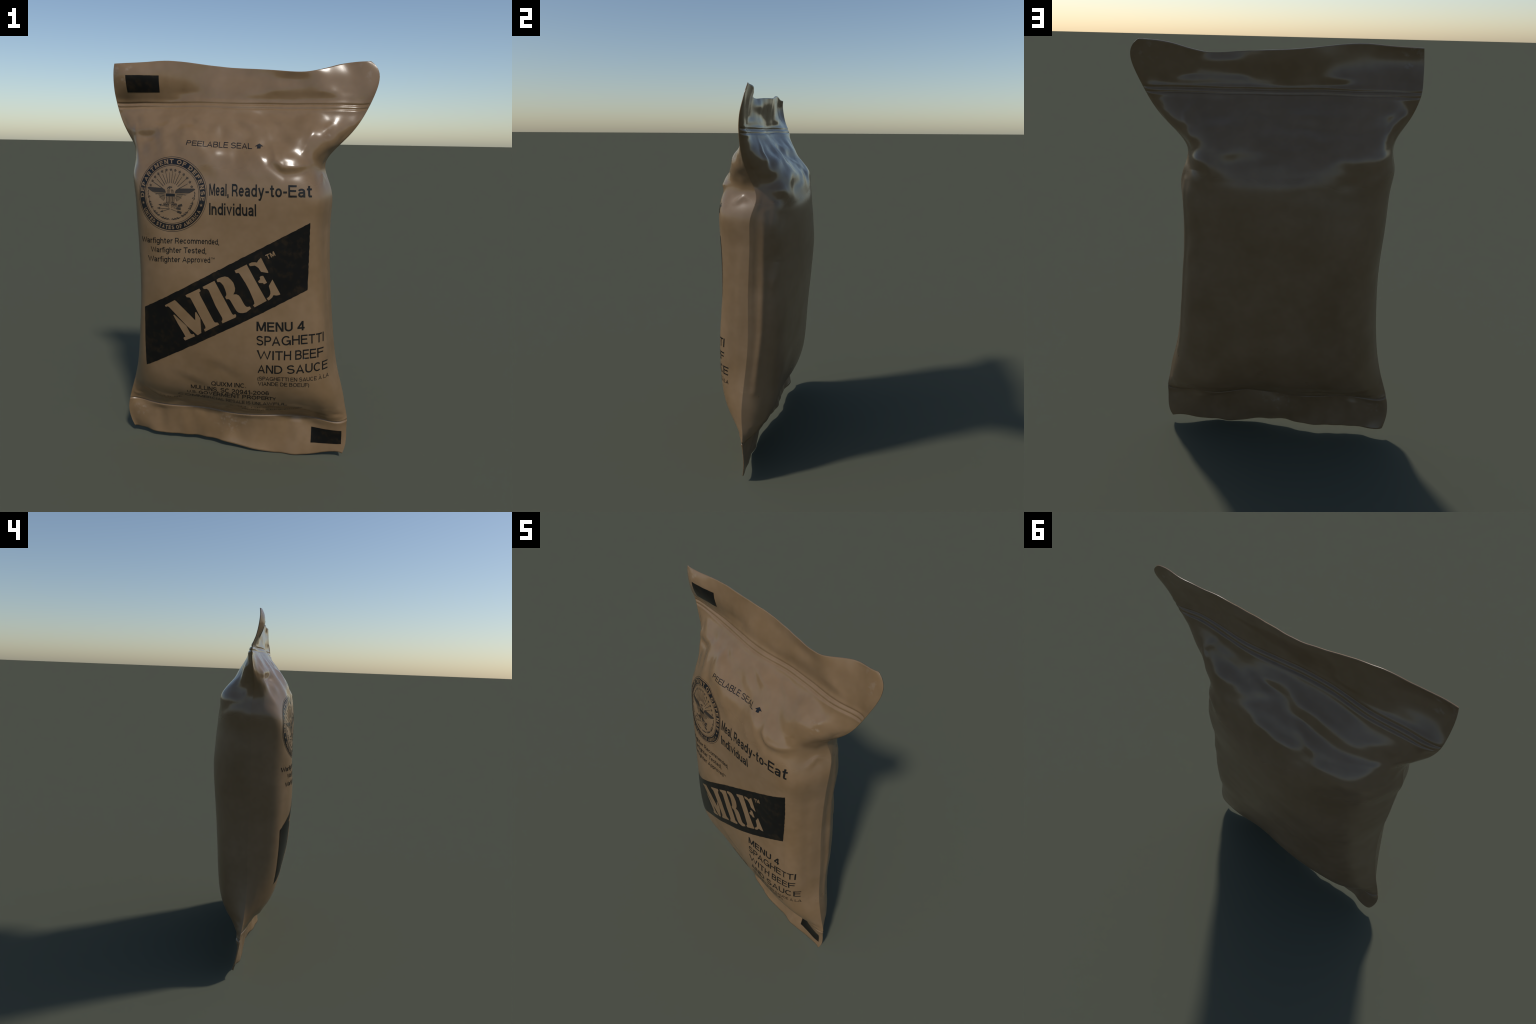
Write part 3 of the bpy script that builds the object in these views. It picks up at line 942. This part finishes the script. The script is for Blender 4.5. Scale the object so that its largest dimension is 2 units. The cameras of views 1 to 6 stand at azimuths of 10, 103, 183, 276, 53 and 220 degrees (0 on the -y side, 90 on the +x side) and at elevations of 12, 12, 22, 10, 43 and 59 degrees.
# text, [(position along the line, baseline (x, z), capital line (x, z)), ...], ink, stroke weight
LINES = [
    ("PEELABLE SEAL", [(0, (-0.23, 1.606), (-0.226, 1.627)), (0.33, (-0.125, 1.598), (-0.126, 1.623)), (0.65, (-0.03, 1.594), (-0.031, 1.62)), (1, (0.079, 1.592), (0.074, 1.617))], NAVY_INK, 0.125),
    ("Meal, Ready-to-Eat", [(0, (-0.108, 1.378), (-0.11, 1.432)), (0.5, (0.084, 1.379), (0.083, 1.435)), (1, (0.361, 1.381), (0.357, 1.435))], INK, 0.16),
    ("Individual", [(0, (-0.108, 1.29), (-0.108, 1.345)), (1, (0.112, 1.29), (0.111, 1.346))], INK, 0.16),
    ("Warfighter Recommended,", [(0, (-0.455, 1.141), (-0.456, 1.168)), (0.36, (-0.298, 1.148), (-0.298, 1.175)), (1, (-0.061, 1.15), (-0.061, 1.177))], INK, 0.14),
    ("Warfighter Tested,", [(0, (-0.397, 1.1), (-0.399, 1.126)), (0.55, (-0.244, 1.105), (-0.244, 1.132)), (1, (-0.122, 1.105), (-0.122, 1.133))], INK, 0.14),
    ("Warfighter Approved", [(0, (-0.415, 1.053), (-0.417, 1.08)), (0.5, (-0.246, 1.061), (-0.246, 1.087)), (1, (-0.103, 1.062), (-0.104, 1.089))], INK, 0.14),
    ("TM", [(0, (-0.099, 1.080), (-0.099, 1.088)), (1, (-0.082, 1.080), (-0.082, 1.088))], INK, 0.14),
    ("MENU 4", [(0, (0.123, 0.741), (0.122, 0.788)), (0.75, (0.292, 0.745), (0.29, 0.791)), (1, (0.349, 0.751), (0.348, 0.797))], INK, 0.175),
    ("SPAGHETTI", [(0, (0.124, 0.67), (0.124, 0.719)), (0.49, (0.288, 0.676), (0.286, 0.723)), (0.73, (0.367, 0.683), (0.365, 0.73)), (1, (0.438, 0.688), (0.436, 0.735))], INK, 0.145),
    ("WITH BEEF", [(0, (0.126, 0.597), (0.125, 0.645)), (0.5, (0.3, 0.602), (0.299, 0.649)), (0.8, (0.384, 0.609), (0.382, 0.657)), (1, (0.441, 0.613), (0.439, 0.660))], INK, 0.145),
    ("AND SAUCE", [(0, (0.129, 0.523), (0.132, 0.570)), (0.43, (0.278, 0.529), (0.277, 0.574)), (0.78, (0.399, 0.538), (0.398, 0.585)), (1, (0.461, 0.542), (0.459, 0.586))], INK, 0.145),
    ("(SPAGHETTI EN SAUCE \u00c0 LA", [(0, (0.128, 0.478), (0.128, 0.501)), (0.46, (0.293, 0.488), (0.293, 0.509)), (0.84, (0.421, 0.493), (0.42, 0.514)), (1, (0.468, 0.497), (0.468, 0.517))], INK, 0.13),
    ("VIANDE DE BOEUF)", [(0, (0.129, 0.447), (0.129, 0.47)), (0.42, (0.236, 0.455), (0.236, 0.477)), (1, (0.379, 0.457), (0.379, 0.48))], INK, 0.13),
    ("QUIXM INC.", [(0, (-0.113, 0.42), (-0.11, 0.446)), (1, (0.068, 0.426), (0.07, 0.453))], INK, 0.14),
    ("MULLINS, SC 20941-2006", [(0, (-0.226, 0.383), (-0.223, 0.408)), (0.42, (-0.058, 0.38), (-0.055, 0.41)), (1, (0.181, 0.39), (0.182, 0.415))], INK, 0.14),
    ("U.S. GOVERMENT PROPERTY", [(0, (-0.251, 0.351), (-0.248, 0.367)), (0.16, (-0.184, 0.35), (-0.18, 0.371)), (0.58, (0.02, 0.35), (0.023, 0.378)), (1, (0.214, 0.355), (0.215, 0.376))], INK, 0.14),
    ("COMMERCIAL RESALE IS UNLAWFUL", [(0, (-0.309, 0.322), (-0.305, 0.338)), (0.31, (-0.092, 0.315), (-0.088, 0.337)), (0.62, (0.052, 0.308), (0.055, 0.333)), (1, (0.268, 0.324), (0.269, 0.342))], FINE_INK, 0.14),
]
for body, stops, ink, weight in LINES:
    set_text(body, stops, ink, INK_LIFT, panel, weight)

# arrow after the peel notice
bm = bmesh.new()
polygon(bm, [(0.109, 1.617), (0.128, 1.604), (0.117, 1.604), (0.117, 1.5945), (0.101, 1.5945), (0.101, 1.604), (0.090, 1.604)])
press_on("printed_arrow", bm, INK_LIFT, NAVY_INK, panel)

# black colour-check patches on the flap and the bottom seal
for pts, parent, seed in (([(-0.564, 1.930), (-0.404, 1.930), (-0.406, 1.853), (-0.565, 1.852)], flap, 1),
                          ([(0.386, 0.158), (0.544, 0.157), (0.545, 0.079), (0.386, 0.074)], seal, 2)):
    bm = bmesh.new()
    polygon(bm, ragged(pts, 0.02, 0.0006, seed))
    press_on("printed_patch", bm, INK_LIFT, WORN_INK, parent)

# slanting band with stencilled letters
bm = bmesh.new()
polygon(bm, ragged([(-0.446, 0.815), (0.357, 1.265), (0.355, 0.945), (-0.453, 0.500)], 0.012, 0.0011, 3))
press_on("printed_band", bm, INK_LIFT, WORN_INK, panel)

# stencil glyph outlines in capital heights, standing on the band's own baseline
STENCIL = {
    'M': [
        [(0.11, 0.71), (0.24, 0.32), (0.23, 0.18), (0.23, 0.11), (0.25, 0.07), (0.30, 0.06), (0.30, -0.01), (0.00, 0.00), (-0.01, 0.06), (0.02, 0.09), (0.06, 0.08), (0.07, 0.13), (0.07, 0.24), (0.07, 0.46), (0.08, 0.71)],
        [(0.32, 1.03), (0.34, 0.99), (0.52, 0.35), (0.62, 0.53), (0.65, 0.53), (0.66, 0.34), (0.49, -0.00), (0.37, -0.01), (0.25, 0.32), (0.14, 0.76), (0.09, 0.94), (0.06, 0.97), (0.01, 0.97), (0.01, 1.02)],
        [(1.02, 1.01), (1.02, 0.94), (0.97, 0.93), (0.95, 0.85), (0.93, 0.22), (0.93, 0.12), (0.94, 0.09), (1.00, 0.06), (1.01, -0.00), (0.59, -0.01), (0.60, 0.05), (0.62, 0.06), (0.65, 0.06), (0.67, 0.11), (0.68, 0.38), (0.70, 0.83), (0.70, 0.91), (0.68, 0.93), (0.63, 0.96), (0.63, 1.02)],
    ],
    'R': [
        [(1.44, 1.01), (1.43, 0.13), (1.43, 0.09), (1.45, 0.06), (1.50, 0.06), (1.50, 0.01), (1.46, -0.02), (1.10, -0.01), (1.10, 0.04), (1.13, 0.06), (1.15, 0.08), (1.16, 0.12), (1.16, 0.45), (1.20, 0.86), (1.19, 0.89), (1.18, 0.92), (1.11, 0.95), (1.11, 1.01)],
        [(1.50, 1.01), (1.56, 1.02), (1.64, 1.01), (1.72, 0.99), (1.78, 0.94), (1.81, 0.86), (1.83, 0.77), (1.82, 0.69), (1.80, 0.62), (1.76, 0.56), (1.69, 0.51), (1.76, 0.48), (1.80, 0.43), (1.81, 0.36), (1.81, 0.18), (1.82, 0.12), (1.84, 0.09), (1.91, 0.07), (1.91, 0.01), (1.86, -0.00), (1.76, -0.02), (1.68, -0.00), (1.62, 0.03), (1.58, 0.07), (1.56, 0.13), (1.55, 0.43), (1.53, 0.46), (1.48, 0.48), (1.48, 0.54), (1.53, 0.57), (1.55, 0.61), (1.57, 0.71), (1.58, 0.81), (1.56, 0.90), (1.54, 0.93), (1.49, 0.95)],
    ],
    'E': [
        [(2.33, 1.01), (2.33, 0.01), (2.00, 0.00), (1.99, 0.06), (2.04, 0.08), (2.06, 0.14), (2.09, 0.43), (2.09, 0.63), (2.07, 0.89), (2.06, 0.92), (2.00, 0.94), (2.00, 1.01)],
        [(2.38, 1.00), (2.46, 1.00), (2.53, 0.97), (2.57, 0.94), (2.62, 0.97), (2.71, 1.00), (2.70, 0.61), (2.68, 0.60), (2.55, 0.70), (2.54, 0.81), (2.52, 0.85), (2.49, 0.90), (2.43, 0.92), (2.38, 0.94)],
        [(2.55, 0.59), (2.55, 0.40), (2.47, 0.40), (2.46, 0.44), (2.38, 0.48), (2.38, 0.53), (2.45, 0.55), (2.46, 0.60), (2.50, 0.61)],
        [(2.70, 0.41), (2.69, -0.00), (2.65, -0.00), (2.59, 0.02), (2.54, 0.06), (2.48, 0.02), (2.40, -0.00), (2.37, -0.00), (2.36, 0.06), (2.44, 0.08), (2.49, 0.12), (2.52, 0.18), (2.55, 0.31)],
    ],
}
ORIGIN, ALONG, UPWARD = (-0.231, 0.666), (0.8726, 0.4884), (-0.097, 0.171)
GLYPH = 0.1966
for letter, pieces in STENCIL.items():
    for pts in pieces:
        bm = bmesh.new()
        out = [(ORIGIN[0] + ALONG[0] * a * GLYPH + UPWARD[0] * b, ORIGIN[1] + ALONG[1] * a * GLYPH + UPWARD[1] * b) for a, b in pts]
        polygon(bm, out)
        press_on("stencil_letter_piece", bm, OVER_LIFT, FILM_MAT, panel)
set_text("TM", [(0, (0.166, 1.090), (0.156, 1.110)), (1, (0.205, 1.110), (0.195, 1.130))], FILM_MAT, OVER_LIFT, panel, 0.20, "stencil_letter_piece")

# ---------------------------------------------------------------------------------------
# ROUND SEAL: ring with lettering, rays, stars, a spread eagle with shield, arrows, wreath
# ---------------------------------------------------------------------------------------
SEAL_C, SEAL_R = (-0.2915, 1.3775), 0.1667


def on_seal(x, y):
    return SEAL_C[0] + SEAL_R * x, SEAL_C[1] + SEAL_R * y


def polar(r, deg):
    a = math.radians(deg)
    return r * math.cos(a), r * math.sin(a)


def ring(bm, r0, r1, n=144):
    inner = [bm.verts.new((*on_seal(*polar(r0, 360 * k / n)), 0)) for k in range(n)]
    outer = [bm.verts.new((*on_seal(*polar(r1, 360 * k / n)), 0)) for k in range(n)]
    for v in inner + outer:
        v.co = (v.co.x, 0, v.co.y)
    for k in range(n):
        m = (k + 1) % n
        bm.faces.new((inner[k], outer[k], outer[m], inner[m]))


def stroke(bm, pts, w0, w1=None):
    """A tapering line through points given in seal units."""
    w1 = w0 if w1 is None else w1
    left, right = [], []
    for k, (x, y) in enumerate(pts):
        a, b = pts[max(k - 1, 0)], pts[min(k + 1, len(pts) - 1)]
        dx, dy = b[0] - a[0], b[1] - a[1]
        d = math.hypot(dx, dy)
        w = 0.5 * (w0 + (w1 - w0) * k / (len(pts) - 1))
        left.append((x - dy / d * w, y + dx / d * w))
        right.append((x + dy / d * w, y - dx / d * w))
    L = [bm.verts.new((on_seal(*p)[0], 0, on_seal(*p)[1])) for p in left]
    R = [bm.verts.new((on_seal(*p)[0], 0, on_seal(*p)[1])) for p in right]
    for k in range(len(pts) - 1):
        bm.faces.new((L[k], L[k + 1], R[k + 1], R[k]))


def blob(bm, x, y, rx, ry, deg, n=10):
    c, s = math.cos(math.radians(deg)), math.sin(math.radians(deg))
    polygon(bm, [on_seal(x + rx * math.cos(t) * c - ry * math.sin(t) * s, y + rx * math.cos(t) * s + ry * math.sin(t) * c)
                 for t in (math.tau * k / n for k in range(n))])


def star(bm, x, y, r, turn=90):
    polygon(bm, [on_seal(x + (r if k % 2 == 0 else r * 0.42) * math.cos(math.radians(turn + 36 * k)),
                         y + (r if k % 2 == 0 else r * 0.42) * math.sin(math.radians(turn + 36 * k))) for k in range(10)])


bm = bmesh.new()
ring(bm, 0.832, 1.0)
press_on("printed_seal_ring", bm, INK_LIFT, NAVY_INK, panel)
bm = bmesh.new()
ring(bm, 1.030, 1.042)
ring(bm, 0.795, 0.806)
press_on("printed_seal_line", bm, INK_LIFT, FINE_INK, panel)


def arc_text(body, deg0, deg1, r0, r1, weight):
    """Lettering along the ring; deg0 to deg1 is the sweep of the text, r0 its foot, r1 its head."""
    bm = text_shape(body, weight, serif=0.20)
    for v in bm.verts:
        a = deg0 + (deg1 - deg0) * v.co.x
        x, z = on_seal(*polar(r0 + (r1 - r0) * v.co.z, a))
        v.co = (x, 0, z)
    return press_on("printed_seal_text", bm, OVER_LIFT, FILM_MAT, panel, 0.02)


arc_text("DEPARTMENT OF DEFENSE", 188, -9, 0.855, 0.972, 0.21)
arc_text("UNITED STATES OF AMERICA", 207, 333, 0.970, 0.865, 0.21)
bm = bmesh.new()
star(bm, *polar(0.915, 197), 0.05)
star(bm, *polar(0.915, -17), 0.05)
press_on("printed_seal_star", bm, OVER_LIFT, FILM_MAT, panel, 0.02)

bm = bmesh.new()
CX, CY = -0.03, 0.03
rays = [-61, -48, -36, -25.5, -15, -5, 5, 15, 25.5, 36, 48, 61]
for k, a in enumerate(rays):
    c, s = math.sin(math.radians(a)), math.cos(math.radians(a))
    long = 0.64 if k % 2 == 0 else 0.58
    stroke(bm, [(CX + 0.29 * c, CY + 0.29 * s), (CX + long * c, CY + long * s)], 0.017, 0.009)
for k in range(13):                                 # the arc of stars and sparks
    a = math.radians(-72 + 12 * k)
    x, y = CX + 0.655 * math.sin(a), CY + 0.655 * math.cos(a)
    for m in range(5):
        t = math.radians(90 + 72 * m) - a
        t2 = math.radians(90 + 72 * (m + 2)) - a
        stroke(bm, [(x + 0.042 * math.cos(t), y + 0.042 * math.sin(t)), (x + 0.042 * math.cos(t2), y + 0.042 * math.sin(t2))], 0.008)
press_on("printed_seal_ray", bm, INK_LIFT, FINE_INK, panel, 0.02)

bm = bmesh.new()
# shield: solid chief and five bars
polygon(bm, [on_seal(x, y) for x, y in ((-0.165, 0.025), (0.11, 0.025), (0.11, -0.05), (-0.165, -0.05))])
for k in range(6):
    x = -0.138 + 0.0445 * k
    stroke(bm, [(x, -0.055), (x, -0.20), (x * 0.8 - 0.005, -0.26)], 0.019, 0.012)
press_on("printed_seal_shield", bm, INK_LIFT, INK, panel, 0.02)

bm = bmesh.new()
for side in (-1, 1):                                # the two spread wings
    polygon(bm, [on_seal(-0.028 + side * x, y) for x, y in (
        (0.15, 0.04), (0.17, 0.12), (0.25, 0.155), (0.45, 0.15), (0.70, 0.170), (0.67, 0.115), (0.57, 0.060), (0.46, 0.015),
        (0.37, -0.005), (0.33, -0.070), (0.27, -0.140), (0.20, -0.180), (0.17, -0.10))])
press_on("printed_seal_wing", bm, INK_LIFT * 0.8, WASH_INK, panel, 0.02)
bm = bmesh.new()
rng = random.Random(11)
for side in (-1, 1):
    ox = -0.028
    # leading edge of the wing and rows of feathers hanging from it
    lead = [(ox + side * a, b) for a, b in ((0.14, 0.05), (0.17, 0.12), (0.24, 0.165), (0.45, 0.16), (0.69, 0.175))]
    stroke(bm, lead, 0.012, 0.016)
    for k in range(6):
        t = k / 5
        x0, y0 = 0.30 - 0.15 * t ** 0.8, 0.145 - 0.22 * t
        x1, y1 = (0.72 - 0.20 * t / 0.5, 0.16 - 0.12 * t / 0.5) if t < 0.5 else (0.52 - 0.32 * (t - 0.5) / 0.5, 0.04 - 0.22 * (t - 0.5) / 0.5)
        stroke(bm, [(ox + side * x0, y0), (ox + side * (x0 + x1) / 2, (y0 + y1) / 2 + 0.012), (ox + side * x1, y1)], 0.010, 0.010)
    for k in range(5):                              # small coverts across the arm
        x0 = 0.27 + 0.075 * k
        stroke(bm, [(ox + side * x0, 0.15), (ox + side * (x0 + 0.035), 0.105), (ox + side * (x0 + 0.03), 0.06 + 0.012 * k)], 0.010)
    # thigh and tail feathers
    for k in range(5):
        x0 = ox + side * (0.05 + 0.035 * k)
        stroke(bm, [(x0, -0.20 - 0.01 * k), (x0 + side * 0.012, -0.29), (x0 - side * 0.01, -0.37 + 0.02 * k)], 0.018, 0.010)
        blob(bm, ox + side * (0.04 + 0.035 * k), -0.285 + 0.016 * (k % 2), 0.016, 0.011, 40 * side)
    # neck plumes
    for k in range(3):
        stroke(bm, [(ox + side * (0.02 + 0.025 * k), 0.14), (ox + side * (0.035 + 0.03 * k), 0.08), (ox + side * (0.03 + 0.03 * k), 0.035)], 0.013, 0.008)
stroke(bm, [(0.02, 0.20), (-0.06, 0.215), (-0.11, 0.18), (-0.125, 0.15)], 0.030, 0.014)     # head and beak
blob(bm, -0.055, 0.175, 0.022, 0.016, 20)
press_on("printed_seal_eagle", bm, INK_LIFT * 1.6, FINE_INK, panel, 0.02)

bm = bmesh.new()
for (ax, ay), (bx, by) in (((-0.04, -0.40), (-0.40, -0.39)), ((-0.04, -0.40), (-0.31, -0.49)), ((-0.10, -0.34), (-0.36, -0.29))):
    stroke(bm, [(ax, ay), (bx, by)], 0.012)
    dx, dy = ax - bx, ay - by
    d = math.hypot(dx, dy)
    dx, dy = dx / d, dy / d
    polygon(bm, [on_seal(bx - dx * 0.03, by - dy * 0.03), on_seal(bx + dx * 0.075 - dy * 0.035, by + dy * 0.075 + dx * 0.035),
                 on_seal(bx + dx * 0.05, by + dy * 0.05), on_seal(bx + dx * 0.075 + dy * 0.035, by + dy * 0.075 - dx * 0.035)])
for (ax, ay), (bx, by) in (((0.00, -0.41), (0.30, -0.50)), ((0.08, -0.37), (0.28, -0.385)), ((0.08, -0.35), (0.32, -0.28))):
    stroke(bm, [(ax, ay), (bx, by)], 0.010)
    dx, dy = bx - ax, by - ay
    d = math.hypot(dx, dy)
    dx, dy = dx / d, dy / d
    for q in (-1, 1):
        stroke(bm, [(bx - dx * 0.12 - dy * 0.018 * q, by - dy * 0.12 + dx * 0.018 * q), (bx + dx * 0.01 - dy * 0.022 * q, by + dy * 0.01 + dx * 0.022 * q)], 0.024)
# wreath: two branches that meet below
for side in (-1, 1):
    arc = [(-0.02 + side * 0.685 * math.cos(math.radians(t)), 0.04 + 0.735 * math.sin(math.radians(t))) for t in range(2, -91, -6)]
    stroke(bm, arc[2:], 0.010)
    for k, (x, y) in enumerate(arc[:-1]):
        if k % 4 == 3:
            continue
        nx, ny = arc[k + 1]
        a = math.degrees(math.atan2(ny - y, nx - x))
        blob(bm, x + 0.020 * side, y, 0.042, 0.012, a + 18 * side)
        if k > 1:
            blob(bm, x - 0.022 * side, y + 0.012, 0.034, 0.010, a - 26 * side)
press_on("printed_seal_wreath", bm, INK_LIFT, FINE_INK, panel, 0.02)

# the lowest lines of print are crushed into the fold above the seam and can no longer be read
bm = bmesh.new()
rng = random.Random(5)
for row, (x0, x1, z0, z1) in enumerate(((-0.41, -0.30, 0.304, 0.300), (-0.03, 0.34, 0.282, 0.310), (0.02, 0.36, 0.262, 0.292))):
    x = x0
    while x < x1:
        t = (x - x0) / (x1 - x0)
        z = z0 + (z1 - z0) * t - 0.012 * math.sin(math.pi * t)
        h = rng.uniform(0.005, 0.010)
        if rng.random() < 0.85:
            polygon(bm, [(x, z), (x + 0.0025, z), (x + 0.0025 + rng.uniform(-0.002, 0.003), z + h), (x + rng.uniform(-0.001, 0.001), z + h)])
        if rng.random() < 0.4:
            polygon(bm, [(x + 0.0032, z + h * 0.45), (x + 0.0072, z + h * 0.45), (x + 0.0072, z + h * 0.7), (x + 0.0032, z + h * 0.7)])
        x += rng.uniform(0.008, 0.012)
smudge = press_on("printed_smudge", bm, INK_LIFT, FADED_INK, panel, 0.02)
smudge["kind"] = "stuff"
